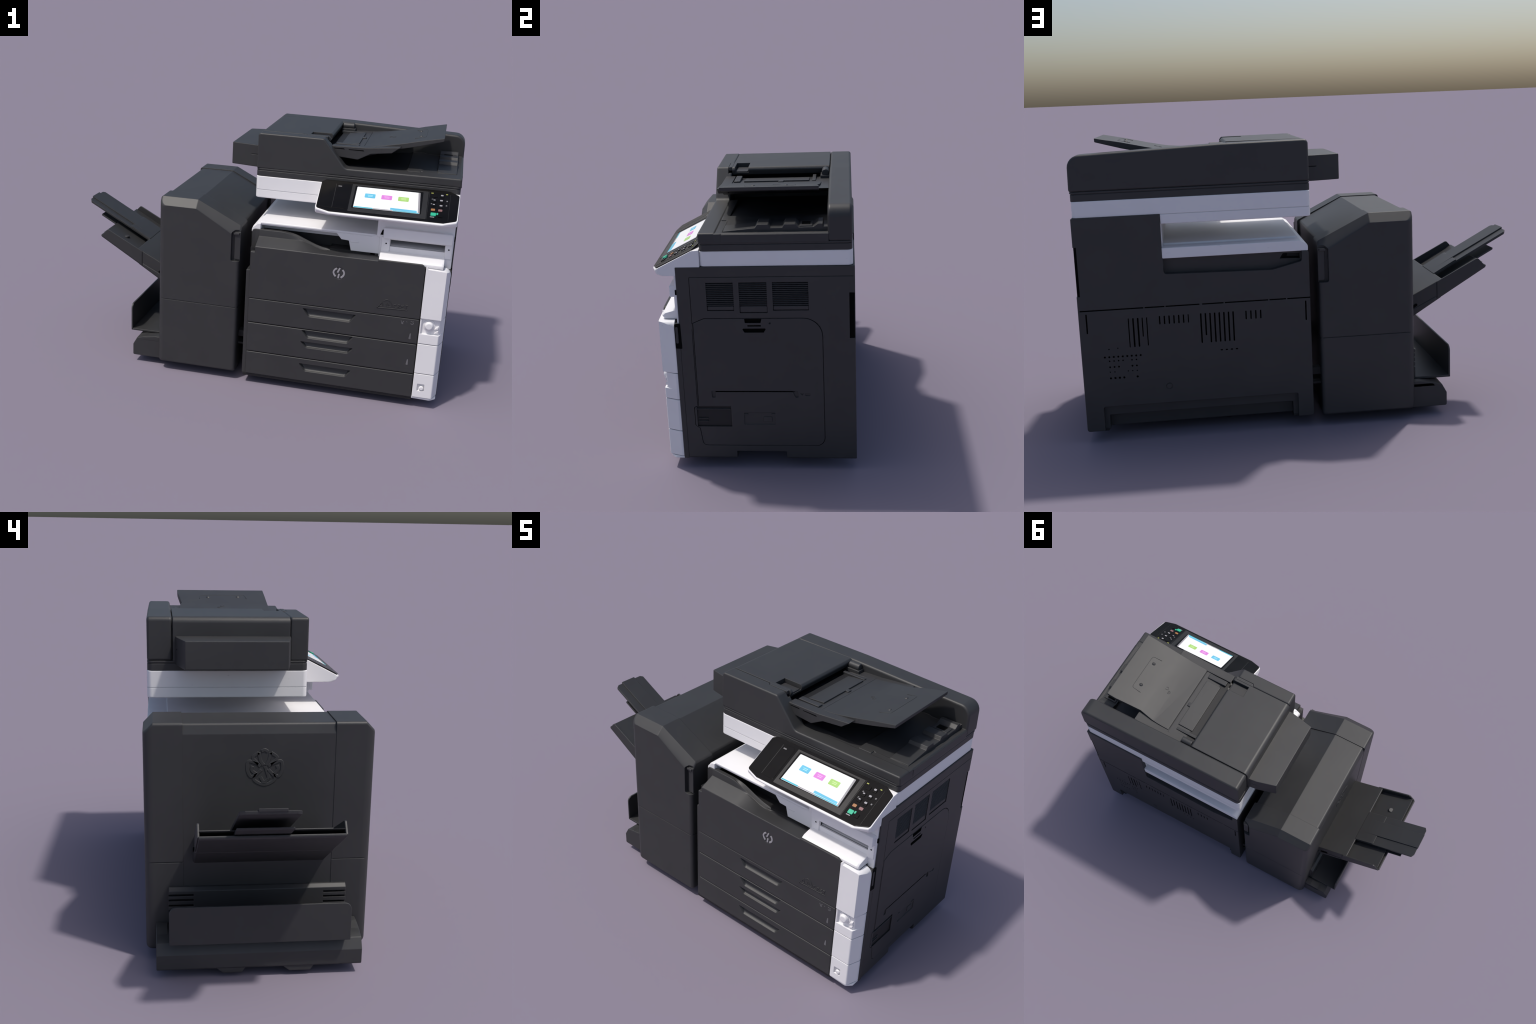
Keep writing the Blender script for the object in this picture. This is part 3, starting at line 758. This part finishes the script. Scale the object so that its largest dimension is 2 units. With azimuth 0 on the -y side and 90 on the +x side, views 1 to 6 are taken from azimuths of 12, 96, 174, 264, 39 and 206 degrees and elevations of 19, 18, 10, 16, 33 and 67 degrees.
# emblem moulded on the left flank
F = ((FX0 + 0.0008, -0.003, 0.774), (0, -1, 0), (0, 0, 1), (-1, 0, 0))
EMB = [[(-0.022, 0.058), (-0.044, 0.040), (-0.030, 0.020), (-0.016, 0.004)], [(-0.022, 0.058), (-0.016, 0.028), (-0.004, 0.008)],
       [(0.022, 0.058), (0.046, 0.038), (0.030, 0.020), (0.014, 0.004)], [(0.022, 0.058), (0.015, 0.028), (0.004, 0.008)],
       [(-0.013, 0.062), (0.0, 0.067), (0.012, 0.060)],
       [(-0.024, 0.014), (-0.060, 0.024), (-0.064, -0.008), (-0.052, -0.034), (-0.034, -0.028)], [(-0.044, 0.006), (-0.048, -0.010), (-0.030, -0.026)],
       [(0.024, 0.012), (0.060, 0.024), (0.066, -0.006), (0.054, -0.034), (0.036, -0.028)], [(0.046, 0.008), (0.050, -0.008), (0.034, -0.026)],
       [(-0.012, -0.008), (-0.040, -0.044), (0.0, -0.066), (0.040, -0.044), (0.014, -0.008)], [(0.002, 0.004), (0.010, -0.020), (0.018, -0.044)],
       [(-0.016, -0.036), (-0.002, -0.056), (0.014, -0.044)]]
part(join([stroke("e", p, 0.0150, F, 0.0015, BLACK) for p in EMB], "flank_emblem"), finisher)

# ---- upper finisher tray (inclined)
TY0, TY1 = -0.240, 0.260
house = prism("tray_housing", [(-0.440, 0.3860), (-0.640, 0.5095), (-0.649, 0.5880, .004), (-0.645, 0.5985, .004), (-0.440, 0.4960)], "y", TY0, TY1, BLACK, 0.010, 3)
part(house, finisher)
part(prism("housing_skid", [(-0.440, 0.3900), (-0.6150, 0.4985, .006), (-0.622, 0.5200, .008), (-0.440, 0.432)], "y", TY0 - 0.003, TY1 + 0.003, BLACK, 0.009, 3), finisher)
for y0, y1 in ((TY0 - 0.0045, TY0 + 0.002), (TY1 - 0.002, TY1 + 0.0045)):
    part(prism("housing_slot", [(-0.480, 0.4650, .003), (-0.522, 0.4880, .004), (-0.528, 0.4800, .004), (-0.490, 0.4560, .003)], "y", y0, y1, HOLE), finisher)
UT = prism("exit_tray", [(-0.620, 0.4990), (-0.8525, 0.6390), (-0.8560, 0.6460), (-0.8530, 0.6540, .003), (-0.6200, 0.5220)], "y", TY0 + 0.002, TY1 - 0.002, BLACK, 0.002, 2)
part(UT, finisher)
part(prism("exit_tray_deck", [(-0.620, 0.5380), (-0.8370, 0.6610), (-0.8400, 0.6670), (-0.6200, 0.5450)], "y", TY0 + 0.004, TY1 - 0.004, BLACK, 0.001, 1), finisher)
for y0, y1, o in ((TY0 - 0.002, TY0 + 0.0050, 0.0), (TY1 - 0.0050, TY1 + 0.002, 0.0)):
    part(prism("exit_tray_wall", [(-0.62, 0.5065), (-0.8520, 0.6460, .004), (-0.8150, 0.6870, .010), (-0.62, 0.5860)], "y", y0 - (0.0015 if y0 < 0 else 0.0), y1 + (0.0015 if y0 > 0 else 0.0), BLACK, 0.002, 3), finisher)
# extension paddle
pad = prism("tray_extension", strip([(-0.640, 0.5950), (-0.745, 0.6520), (-0.9960, 0.7880)], 0.013), "y", -0.062, 0.138, BLACK, 0.002, 2, 40)
cut(pad, [prism("c", [(-1.05, 0.16), (-0.960, 0.16), (-0.985, 0.138), (-0.9965, 0.118), (-1.05, 0.07)], "z", 0.5, 0.9),
          prism("c", [(-1.05, -0.09), (-0.955, -0.09), (-0.985, -0.062), (-0.9965, -0.042), (-1.05, -0.01)], "z", 0.5, 0.9)])
part(pad, finisher)
strip_top = prism("extension_ridge", strip([(-0.640, 0.5980), (-0.748, 0.6615), (-0.9985, 0.7960)], 0.012), "y", -0.016, 0.078, BLACK, 0.002, 2, 40)
part(strip_top, finisher)
part(prism("extension_shoulder", strip([(-0.640, 0.5985), (-0.738, 0.6545), (-0.752, 0.6610)], 0.012), "y", -0.060, 0.136, BLACK, 0.002, 2, 40), finisher)
part(prism("extension_slide", strip([(-0.80, 0.6370), (-0.9300, 0.7080)], 0.009), "y", -0.050, 0.140, BLACK, 0.001, 1), finisher)
kn = cylinder("tray_peg", (-0.752, -0.126), "z", 0.0145, 0.585, 0.6235, BLACK, 0.003); part(kn, finisher)

# ---- lower finisher tray
LY0, LY1 = -0.316, 0.357
part(prism("catch_tray", [(-0.452, 0.1540), (-0.6500, 0.1540), (-0.6500, 0.1640), (-0.452, 0.1660)], "y", LY0, LY1, BLACK, 0.0015, 2), finisher)
part(prism("catch_tray_fence", [(LY0, 0.1545, .002), (LY1, 0.1545, .002), (LY1, 0.3050, .028), (LY0, 0.3050, .028)], "x", -0.6525, -0.6440, BLACK, 0.002, 2), finisher)
# ---- foot of the finisher
foot = loft("finisher_foot", [[(x, y, z) for x, z in fillet([(-0.450, 0.036), (-0.622, 0.036, .008), (-0.622, 0.098, .004), (-0.600, 0.138, .004), (-0.560, 0.1500), (-0.450, 0.1500)], 4)] for y in (-0.371, 0.4055)], BLACK, 0.005, 2)
part(foot, finisher)
for y0, y1 in ((-0.372, LY0 - 0.004), (LY1 + 0.004, 0.4055)):
    part(prism("foot_cheek", [(-0.450, 0.130), (-0.575, 0.130), (-0.560, 0.1480, .004), (-0.500, 0.1590, .004), (-0.450, 0.1600)], "y", y0, y1, BLACK, 0.004, 2), finisher)
for y0, y1 in ((0.070, 0.187), (-0.190, -0.064)):
    part(prism("foot_pad", [(y0, 0.040), (y1, 0.040), (y1 - 0.030, 0.0165, .003), (y0 + 0.016, 0.0165, .003)], "x", -0.618, -0.50, BLACK, 0.003, 2), finisher)
for x, y in ((-0.56, 0.355), (-0.56, -0.31)):
    part(cylinder("leveling_foot", (x, y), "z", 0.014, 0.026, 0.05, BLACK, 0.003, n=20), finisher)
for x, y in ((0.06, 0.39), (0.95, 0.39)):
    part(box("base_wheel_cover", x - 0.045, x + 0.03, y - 0.06, y + 0.03, 0.044, 0.056, DARK, 0.003, 1))

# keep the tree at thing > part > sub-part
def lineage(o):
    out = []
    while o.parent:
        o = o.parent
        out.append(o)
    return out
for o in list(ROOT.children_recursive):
    up_chain = lineage(o)
    if len(up_chain) > 2:
        o.parent = up_chain[-2]
